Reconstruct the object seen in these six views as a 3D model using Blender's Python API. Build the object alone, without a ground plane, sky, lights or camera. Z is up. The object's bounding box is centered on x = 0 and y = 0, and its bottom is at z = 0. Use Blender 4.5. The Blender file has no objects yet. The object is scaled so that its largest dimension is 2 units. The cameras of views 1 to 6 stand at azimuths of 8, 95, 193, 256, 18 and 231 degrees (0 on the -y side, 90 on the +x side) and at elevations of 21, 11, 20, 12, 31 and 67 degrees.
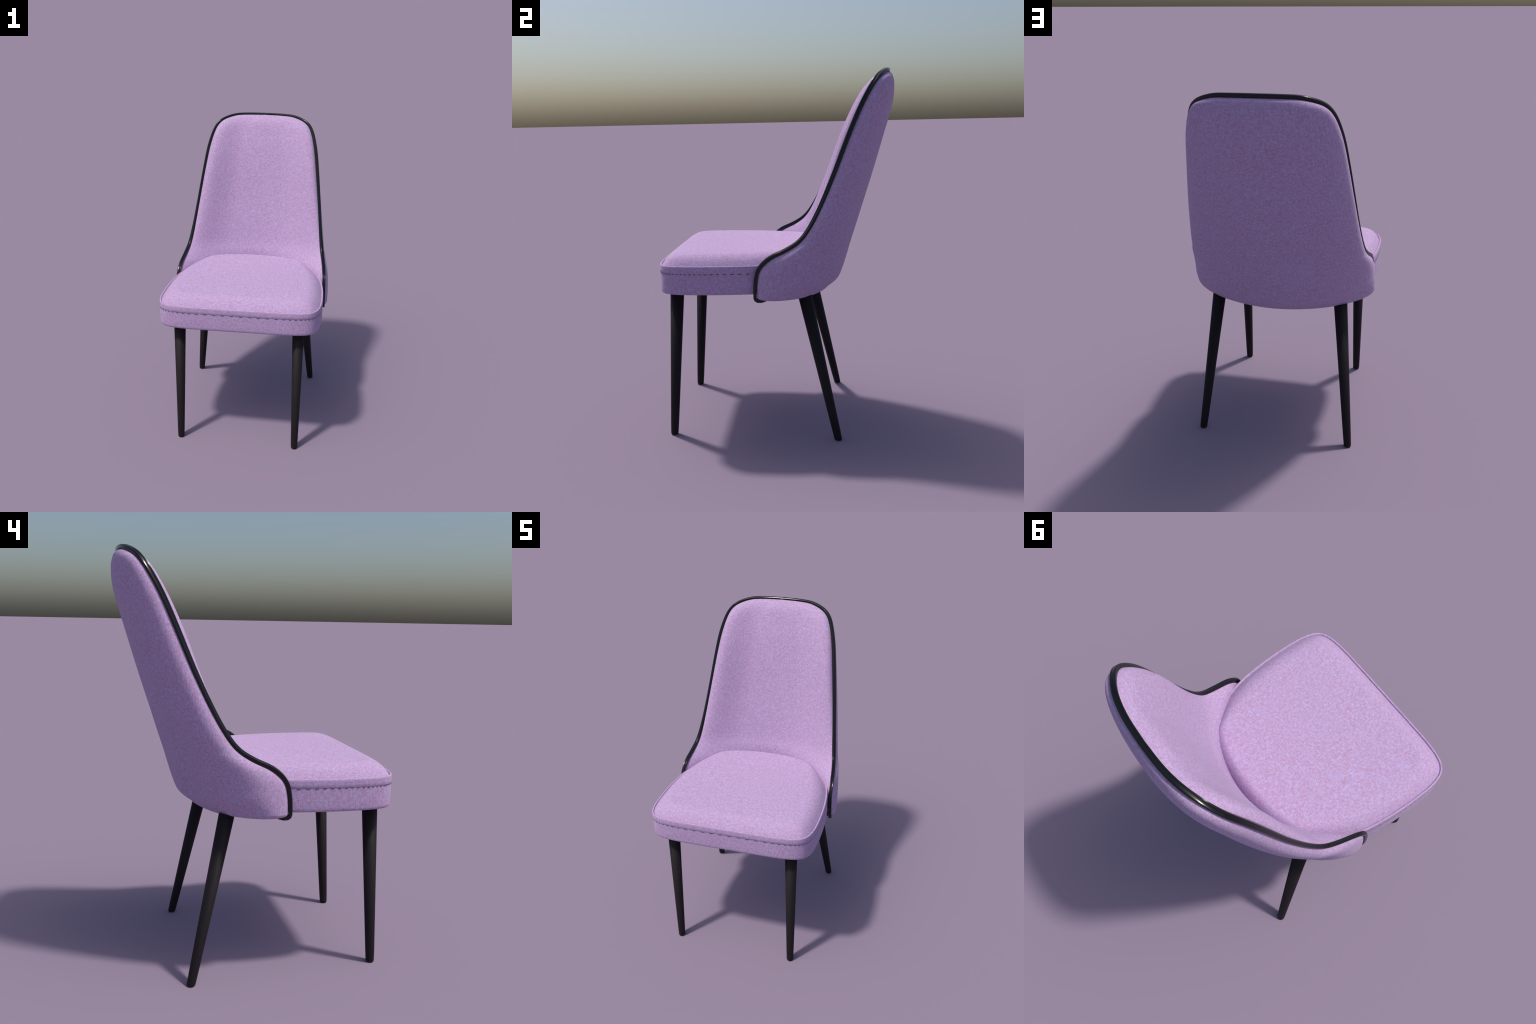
"""Upholstered dining chair: padded seat with piping and stitching, wrap-round
backrest edged by a ribbed black trim, four tapered black legs."""
import bpy, math
import numpy as np

# ------------------------------------------------------------------ helpers
def catmull(points, per):
    """Catmull-Rom curve through control rows, `per` samples a span."""
    c = np.asarray(points, float)
    c = np.vstack([2 * c[0] - c[1], c, 2 * c[-1] - c[-2]])
    t = np.linspace(0, 1, per, endpoint=False)[:, None]
    out = []
    for i in range(1, len(c) - 2):
        a, b, d, e = c[i - 1:i + 3]
        out.append(.5 * (2 * b + (d - a) * t + (2 * a - 5 * b + 4 * d - e) * t ** 2
                         + (3 * b - a - 3 * d + e) * t ** 3))
    return np.vstack(out + [c[-2:-1]])

def resample(curve, n, closed=False):
    c = np.vstack([curve, curve[:1]]) if closed else curve
    s = np.concatenate([[0], np.cumsum(np.linalg.norm(np.diff(c, axis=0), axis=1))])
    q = np.linspace(0, s[-1], n, endpoint=not closed)
    return np.stack([np.interp(q, s, c[:, k]) for k in range(c.shape[1])], 1)

def soften(curve, times):
    c = curve.copy()
    for _ in range(times):
        c[1:-1] = .25 * c[:-2] + .5 * c[1:-1] + .25 * c[2:]
    return c

def unit(v):
    return v / np.maximum(np.linalg.norm(v, axis=-1, keepdims=True), 1e-9)

def grid_mesh(name, grid, mat, wrap_cols=False, cap_first=False, cap_last=False, flip=False):
    """Mesh from rows x cols of points."""
    R, C = grid.shape[:2]
    verts = grid.reshape(-1, 3)
    faces = []
    for r in range(R - 1):
        for c in range(C if wrap_cols else C - 1):
            d = (c + 1) % C
            f = (r * C + c, r * C + d, (r + 1) * C + d, (r + 1) * C + c)
            faces.append(f[::-1] if flip else f)
    for do, row in ((cap_first, 0), (cap_last, R - 1)):
        if do:
            f = tuple(row * C + c for c in range(C))
            if (row == 0) != flip:
                f = f[::-1]
            faces.append(f)
    me = bpy.data.meshes.new(name)
    me.from_pydata(verts.tolist(), [], faces)
    me.validate()
    me.polygons.foreach_set("use_smooth", [True] * len(me.polygons))
    me.materials.append(mat)
    me.update()
    ob = bpy.data.objects.new(name, me)
    bpy.context.scene.collection.objects.link(ob)
    return ob

# ---------------------------------------------------------------- materials
def fabric(name):
    m = bpy.data.materials.new(name)
    m.use_nodes = True
    nt = m.node_tree
    N, L = nt.nodes, nt.links
    bsdf = N["Principled BSDF"]
    tc = N.new("ShaderNodeTexCoord")

    def noise(scale3, detail=2.0, rough=.6, shift=0.0):
        mp = N.new("ShaderNodeMapping")
        mp.inputs["Scale"].default_value = scale3
        mp.inputs["Location"].default_value = (shift, shift * .7, shift * 1.3)
        L.new(tc.outputs["Object"], mp.inputs["Vector"])
        n = N.new("ShaderNodeTexNoise")
        n.inputs["Scale"].default_value = 1.0
        n.inputs["Detail"].default_value = detail
        n.inputs["Roughness"].default_value = rough
        L.new(mp.outputs[0], n.inputs["Vector"])
        return n.outputs["Fac"]

    def math_node(op, a, b):
        n = N.new("ShaderNodeMath")
        n.operation = op
        for i, v in enumerate((a, b)):
            if isinstance(v, (int, float)):
                n.inputs[i].default_value = v
            else:
                L.new(v, n.inputs[i])
        return n.outputs[0]

    # threads along x, y and z plus melange blotches
    tx = noise((48, 340, 340), 1.0, .5, 3.1)
    ty = noise((340, 48, 340), 1.0, .5, 7.7)
    tz = noise((340, 340, 40), 1.0, .5, 11.3)
    threads = math_node("ADD", math_node("ADD", math_node("MULTIPLY", tx, .9), math_node("MULTIPLY", ty, .9)), math_node("MULTIPLY", tz, 1.2))          # mean 1.5
    blotch = noise((90, 90, 90), 3.0, .70, 1.9)                       # mean .5
    val = math_node("ADD", math_node("MULTIPLY", threads, .40), math_node("MULTIPLY", blotch, .50))
    ramp = N.new("ShaderNodeValToRGB")
    e = ramp.color_ramp.elements
    e[0].position, e[0].color = .715, (.425, .243, .388, 1)
    e[1].position, e[1].color = .98, (.485, .398, .685, 1)
    mid = e.new(.85)
    mid.color = (.446, .315, .508, 1)
    L.new(val, ramp.inputs["Fac"])
    L.new(ramp.outputs["Color"], bsdf.inputs["Base Color"])
    bsdf.inputs["Roughness"].default_value = .9
    bsdf.inputs["Specular IOR Level"].default_value = .2
    bsdf.inputs["Sheen Weight"].default_value = .1
    bsdf.inputs["Sheen Roughness"].default_value = .5
    bump = N.new("ShaderNodeBump")
    bump.inputs["Strength"].default_value = .25
    bump.inputs["Distance"].default_value = .002
    L.new(threads, bump.inputs["Height"])
    L.new(bump.outputs[0], bsdf.inputs["Normal"])
    return m

def black(name, col, rough, spec=.5):
    m = bpy.data.materials.new(name)
    m.use_nodes = True
    nt = m.node_tree
    b = nt.nodes["Principled BSDF"]
    tc = nt.nodes.new("ShaderNodeTexCoord")
    n = nt.nodes.new("ShaderNodeTexNoise")
    n.inputs["Scale"].default_value = 60
    nt.links.new(tc.outputs["Object"], n.inputs["Vector"])
    mr = nt.nodes.new("ShaderNodeMapRange")
    mr.inputs["To Min"].default_value = rough - .03
    mr.inputs["To Max"].default_value = rough + .03
    nt.links.new(n.outputs["Fac"], mr.inputs["Value"])
    nt.links.new(mr.outputs[0], b.inputs["Roughness"])
    b.inputs["Base Color"].default_value = (*col, 1)
    b.inputs["Specular IOR Level"].default_value = spec
    return m

FABRIC = fabric("melange_lilac_fabric")
LEG = black("satin_black_lacquer", (.0140, .0112, .0130), .58, .18)
TRIM = black("gloss_black_trim", (.004, .005, .006), .18, .38)
THREAD = black("grey_thread", (.085, .09, .08), .30, .6)

# ------------------------------------------------------------------- chair
chair = bpy.data.objects.new("chair", None)
bpy.context.scene.collection.objects.link(chair)
chair["label"] = "lilac upholstered dining chair with black trim and tapered legs"
chair["category"] = "dining chair"

def child(ob, parent):
    ob.parent = parent
    return ob

# -------------------------------------------------------------------- seat
SEAT_MID = np.array([0.0, -.20])
seat_half = [(0, -.638), (.20, -.638), (.34, -.635), (.435, -.620), (.487, -.585), (.512, -.52),
             (.520, -.42), (.516, -.26), (.496, -.10), (.460, .01), (.398, .110),
             (.332, .193), (.22, .240), (.09, .261), (0, .265)]
SEAT_SHIFT = -.009
half = catmull(seat_half, 12)
NSEAT = 240
outline = resample(np.vstack([half, (half * [-1, 1])[-2:0:-1]]), NSEAT, closed=True)
tan = unit(np.roll(outline, -1, 0) - np.roll(outline, 1, 0))
SEAT_N = np.stack([tan[:, 1], -tan[:, 0]], 1)            # outward

def seat_ring(inset, z):
    """Outline pulled in by `inset` metres: along the normal near the edge,
    by scaling further in so that it never folds."""
    k = min(inset, .045)
    p = outline - SEAT_N * k
    if inset > k:
        p = SEAT_MID + (p - SEAT_MID) * (1 - (inset - k) / .40)
    z = z + .008 * p[:, :1]                              # the seat leans a touch to its left
    return np.concatenate([p + [SEAT_SHIFT, 0], z], 1)

def seat_loft(name, prof, mat, parent, cap_first=False, cap_last=False):
    g = np.stack([seat_ring(i, z) for i, z in prof])
    return child(grid_mesh(name, g, mat, True, cap_first, cap_last), parent)

Z_BOTTOM, Z_SEAM, Z_PIPE = .834, .951, .985
base_prof = [(.38, Z_BOTTOM + .004), (.06, Z_BOTTOM), (.018, Z_BOTTOM), (.008, Z_BOTTOM + .002), (.003, Z_BOTTOM + .006),
             (.0008, Z_BOTTOM + .012), (0, Z_BOTTOM + .022), (0, .90), (.0002, Z_SEAM)]
seat = seat_loft("seat", base_prof, FABRIC, chair, cap_first=True)

band_prof = [(.008, Z_SEAM - .0012), (-.0008, Z_SEAM - .0012), (-.0016, Z_SEAM), (-.0014, .966), (-.0010, Z_PIPE - .006)]
seat_loft("seat_band", band_prof, FABRIC, seat)

# raised piping edge on top of the band, then a shallow groove up to the cushion
pipe_prof = [(-.0010, Z_PIPE - .006), (-.0004, Z_PIPE - .001), (.0006, Z_PIPE + .0028), (.0025, Z_PIPE + .0046), (.0050, Z_PIPE + .0050),
             (.0075, Z_PIPE + .0038), (.0098, Z_PIPE + .0010), (.0112, Z_PIPE - .0040)]
seat_loft("seat_piping", pipe_prof, FABRIC, seat)

# domed cushion
rear = np.clip((outline[:, 1:] + .05) / .22, 0, 1)           # 1 along the back edge
rear = rear * rear * (3 - 2 * rear)
rows = [seat_ring(.0108, Z_PIPE - .0045)]
for u in np.linspace(0, 1, 44) ** 1.7:
    inset = .0122 + u * .425
    width = .098 * (1 - rear) + .055 * rear                    # soft shoulder, steeper at the back
    k = 1 - (1 - np.minimum(1, (inset - .0122) / width)) ** 2.4
    k = .88 * k + .12 * (1 - (1 - u) ** 2)
    rows.append(seat_ring(inset, Z_PIPE - .002 + .067 * k))
child(grid_mesh("seat_cushion", np.stack(rows), FABRIC, True, False, True), seat)

# stitches along the seam: wide apart mid-front, tight at corners, wider to the rear
dense = resample(np.vstack([half, (half * [-1, 1])[-2:0:-1]]), 4000, closed=True)
seg = np.linalg.norm(np.diff(np.vstack([dense, dense[:1]]), axis=0), axis=1)

def stitch_pitch(x, y):
    ax = abs(x)
    if y < -.56:
        return .056 - .036 * max(0, (ax - .15) / .30) ** 1.2
    return .019 + .027 * min(1, (y + .56) / .42)

stitch_mesh = None
rng = np.random.default_rng(4)
def make_stitch_mesh():
    n, m = 12, 10
    rows = []
    for i in range(n + 1):
        u = i / n * 2 - 1
        r = .0033 * max(0, 1 - abs(u) ** 4) ** .5
        rows.append([(u * .5, r * .6 * math.cos(b), r * math.sin(b)) for b in np.linspace(0, 2 * math.pi, m, endpoint=False)])
    ob = grid_mesh("stitch", np.array(rows), THREAD, True)
    return ob

for side in (1, -1):
    s, i, count = 0.0, 0, 0
    nxt = .028 if side == 1 else .028
    acc = 0.0
    while i < 1950 and count < 80:
        p = dense[i] * [side, 1]
        if acc >= nxt:
            if p[1] > .02:
                break
            pitch = stitch_pitch(*p)
            tdir = unit(dense[i + 1] - dense[i - 1]) * [side, 1]
            if stitch_mesh is None:
                ob = make_stitch_mesh()
                stitch_mesh = ob.data
            else:
                ob = bpy.data.objects.new("stitch", stitch_mesh)
                bpy.context.scene.collection.objects.link(ob)
            nrm = np.array([tdir[1], -tdir[0]]) * side
            pos = p + nrm * .0003
            ob.location = (pos[0] + SEAT_SHIFT, pos[1], Z_SEAM - .003 + .008 * pos[0])
            ob.rotation_euler = (0, 0, math.atan2(tdir[1], tdir[0]))
            ob.scale = (max(.010, pitch * .45) * rng.uniform(.85, 1.08), 1, rng.uniform(.85, 1.1))
            ob.parent = seat
            acc -= nxt
            nxt = pitch
            count += 1
        acc += seg[i]
        i += 1

# ---------------------------------------------------------------- backrest
# Right rim of the shell, top centre to arm foot, with matching points of the
# outer and inner centre lines: rim x,y,z | outer y,z | inner y,z | bolster | wing pad
rim_table = np.array([
    (0.000, .606, 1.988, .616, 1.977, .584, 1.987, .000, 0.000),
    (0.120, .600, 1.987, .624, 1.971, .562, 1.972, .006, 0.000),
    (0.228, .576, 1.979, .632, 1.955, .530, 1.935, .015, 0.000),
    (0.330, .522, 1.932, .640, 1.910, .503, 1.870, .032, 0.000),
    (0.380, .449, 1.807, .632, 1.810, .465, 1.765, .037, 0.000),
    (0.408, .377, 1.640, .585, 1.640, .420, 1.610, .042, 0.000),
    (0.433, .302, 1.450, .527, 1.440, .370, 1.420, .039, 0.000),
    (0.456, .218, 1.265, .470, 1.255, .322, 1.240, .031, 0.002),
    (0.474, .141, 1.140, .432, 1.130, .292, 1.120, .019, 0.008),
    (0.488, .062, 1.080, .407, 1.050, .268, 1.050, .008, 0.014),
    (0.500, -.026, 1.037, .384, .970, .252, .980, .004, 0.016),
    (0.506, -.086, .978, .360, .893, .248, .920, .002, 0.014),
    (0.509, -.104, .900, .335, .838, .248, .870, .002, 0.010),
    (0.510, -.106, .826, .285, .800, .248, .825, .001, 0.006),
])
PER = 9
T = catmull(rim_table, PER)
T[:, :] = np.hstack([soften(T[:, :3], 5), T[:, 3:]])
T[0, 0] = 0
NR = len(T)
rim = T[:, :3].copy()
# outward direction of the edge band at each table row
trim_n = [(0, 0, 1), (.05, 0, 1), (.30, -.05, 1), (.75, -.05, .6), (1, -.12, .2), (1, -.25, .1),
          (.95, -.4, .15), (.8, -.6, .3), (.55, -.7, .55), (.3, -.6, .75), (.25, -.6, .75), (.15, -1, .2), (.1, -1, 0), (.05, -1, -.1)]
trim_w = [.024, .024, .024, .024, .024, .023, .022, .022, .022, .022, .022, .020, .019, .019]
trim_sink = [0, 0, 0, 0, 0, .001, .004, .007, .006, .002, 0, 0, 0, 0]      # the padding half swallows it above the seat
W = catmull([[*unit(np.array(n, float)), w, k] for n, w, k in zip(trim_n, trim_w, trim_sink)], PER)
rim_t = np.gradient(rim, axis=0)
rim_t[0] = (1, 0, 0)
rim_t = unit(rim_t)
nv_rim = unit(W[:, :3] - rim_t * (W[:, :3] * rim_t).sum(1, keepdims=True))
T[:, :3] = rim - nv_rim * .009                     # fabric edge sits under the band
T[0, 0] = 0
T_IN = T.copy()                                    # inner padding climbs higher along the top
climb = catmull(np.array([.009, .009, .008, .004] + [0] * 10)[:, None], PER)
T_IN[:, :3] += nv_rim * climb
T_IN[0, 0] = 0

def twist(p):
    """The back is turned very slightly to one side, more so towards the top."""
    q = np.array(p, float)
    q[..., 0] -= .003
    k = np.clip((q[..., 2] - 1.1) / .55, 0, 1)
    q[..., 1] -= np.where(q[..., 0] > 0, .007, .018) * k * k * (3 - 2 * k) * q[..., 0]
    return q

NC = 97
TH = np.linspace(0, math.pi, NC)
COS, SIN = np.cos(TH), np.sin(TH)

def outer_row(row, n_exp, bulge, low, depth):
    """Back of the shell: leaves the rim sideways, sweeps round to the centre line."""
    X, Y, Z, cy, cz = row[:5]
    d = np.abs(SIN) ** (2 / n_exp)
    y = Y + (cy - Y) * d
    y0 = max(Y, cy - depth)                        # wings run straight back to here
    t = np.clip((y - y0) / (cy - y0 + 1e-9), 0, 1)
    cx = np.sign(COS) * (1 - t ** n_exp) ** (1 / n_exp)
    d1 = np.clip(d, 0, 1)
    swell = (1 - low) * np.sin(math.pi * d1 ** .7) + low * np.sin(math.pi * d1 ** .55) * (1 - .3 * d1)
    x = X * cx + np.sign(COS) * bulge * swell
    return np.stack([x, y, Z + (cz - Z) * d ** 1.5], 1)

def inner_row(row, q):
    """Padded face: rolls forward beside the trim, then dips in one shallow hollow."""
    X, Y, Z, cy, cz, roll = *row[:3], *row[5:8]
    d = (SIN ** 2) ** q
    t = np.clip((1 - np.abs(COS)) / .62, 0, 1)
    r = 1.4 * np.sin(math.pi * t ** .6) * (1 - t) * roll
    pad = row[8] * np.sin(math.pi * np.clip(d, 0, 1) ** .5) * np.sign(COS)      # wing padding
    return np.stack([X * COS - pad, Y + (cy - Y) * d - r, Z + (cz - Z) * d], 1)

K = np.linspace(0, 1, NR)
N_EXP = soften(np.interp(K, [0, .2, .35, .6, .77, .86, .93, 1], [2.5, 2.35, 2.12, 1.97, 1.92, 1.90, 1.90, 1.90])[:, None], 25)[:, 0]
BULGE = soften(np.interp(K, [0, .18, .3, .5, .62, .76, .88, 1], [.003, .011, .021, .028, .028, .026, .027, .028])[:, None], 25)[:, 0]
DEPTH = soften(np.interp(K, [0, .55, .62, .69, .77, .85, .92, 1], [.9, .40, .29, .31, .34, .355, .355, .345])[:, None], 10)[:, 0]
LOW = soften(np.clip((K - .45) / .40, 0, 1)[:, None], 25)[:, 0]
outer_rows = [outer_row(T[r], N_EXP[r], BULGE[r] * min(1, rim[r, 0] / .3), LOW[r], DEPTH[r]) for r in range(NR)]
outer = np.stack(outer_rows)
# round under the bottom edge and close it
last = outer[-1]
centre = np.array([0, .05, 0])
under = []
for inset, dz in ((.006, -.008), (.018, -.014), (.04, -.017), (.10, -.017), (.25, -.016)):
    d = last - centre
    d[:, 2] = 0
    q = last - unit(d) * inset
    q[:, 2] = last[:, 2] + dz
    under.append(q)
outer = np.concatenate([outer, np.stack(under)])
backrest = child(grid_mesh("backrest", twist(outer), FABRIC, flip=False), chair)

inner = np.stack([inner_row(T_IN[r], np.interp(r / (NR - 1), [0, .4, .75, 1], [1.1, 1.1, .9, .85])) for r in range(NR)])
child(grid_mesh("backrest_cushion", twist(inner), FABRIC, flip=True), backrest)

# ribbed trim along the rim: a near-square band standing proud of the fabric
path_r = rim - nv_rim * W[:, 4:5]
path_l = (rim - nv_rim * W[:, 4:5] * .6) * [-1, 1, 1]
nv_r, wd_r = nv_rim, W[:, 3]
# hook under the arm
hook = np.array([(.510, -.103, .817), (.510, -.094, .811), (.510, -.075, .809), (.509, -.050, .812)])
hook_n = np.array([(.05, -.8, -.6), (0, -.3, -1), (0, 0, -1), (0, 0, -1)], float)
path_r = np.vstack([path_r, hook])
path_l = np.vstack([path_l, hook * [-1, 1, 1]])
nv_r = np.vstack([nv_r, hook_n])
wd_r = np.concatenate([wd_r, [.019, .019, .016, .008]])
path = np.vstack([path_l[:0:-1], path_r])
nv = np.vstack([(nv_r * [-1, 1, 1])[:0:-1], nv_r])
wd = np.concatenate([wd_r[:0:-1], wd_r])
tangent = unit(np.gradient(path, axis=0))
nv = unit(nv - tangent * (nv * tangent).sum(1, keepdims=True))
side = np.cross(tangent, nv)
M = 56
b = np.linspace(0, 2 * math.pi, M, endpoint=False)
sx = np.sign(np.cos(b)) * np.abs(np.cos(b)) ** .42
sy = np.sign(np.sin(b)) * np.abs(np.sin(b)) ** .42
ridge = np.where((sy > 0) & (np.abs(sx) < .9), 1 + .09 * np.cos(sx / .9 * math.pi * 3.0), 1)
rows = []
for p, t_, n_, s_, w_ in zip(path, tangent, nv, side, wd):
    th = .0095 * min(1, w_ / .021)
    rows.append(p + np.outer(sx * w_ / 2, s_) + np.outer(sy * ridge * th + .0006, n_))
child(grid_mesh("backrest_trim", twist(np.stack(rows)), TRIM, True, True, True, flip=True), backrest)

# -------------------------------------------------------------------- legs
def leg(foot, lean, top):
    prof = [(0.0, .0170), (.0015, .0195), (.005, .0208), (.012, .0212), (.06, .0228), (top, .0380)]
    rows = []
    for z, r in prof:
        rows.append([(lean[0] * z + r * math.cos(t), lean[1] * z + r * math.sin(t), z)
                     for t in np.linspace(0, 2 * math.pi, 40, endpoint=False)])
    ob = grid_mesh("leg", np.array(rows), LEG, True, True, True)
    ob.location = (*foot, 0)
    return child(ob, chair)

leg((-.392, -.585), (.004, .054), .86)
leg((.375, -.598), (-.001, .063), .86)
leg((-.450, .336), (.108, -.227), .803)
leg((.416, .326), (-.089, -.223), .803)

# make every mesh's normals point outward
import bmesh
for ob in bpy.context.scene.objects:
    if ob.type == 'MESH' and ob.name.split(".")[0] in ("backrest_trim", "leg", "seat", "stitch"):
        if ob.name.startswith("stitch") and ob.name != "stitch":
            continue
        bm = bmesh.new(); bm.from_mesh(ob.data)
        bmesh.ops.recalc_face_normals(bm, faces=bm.faces)
        bm.to_mesh(ob.data); bm.free()
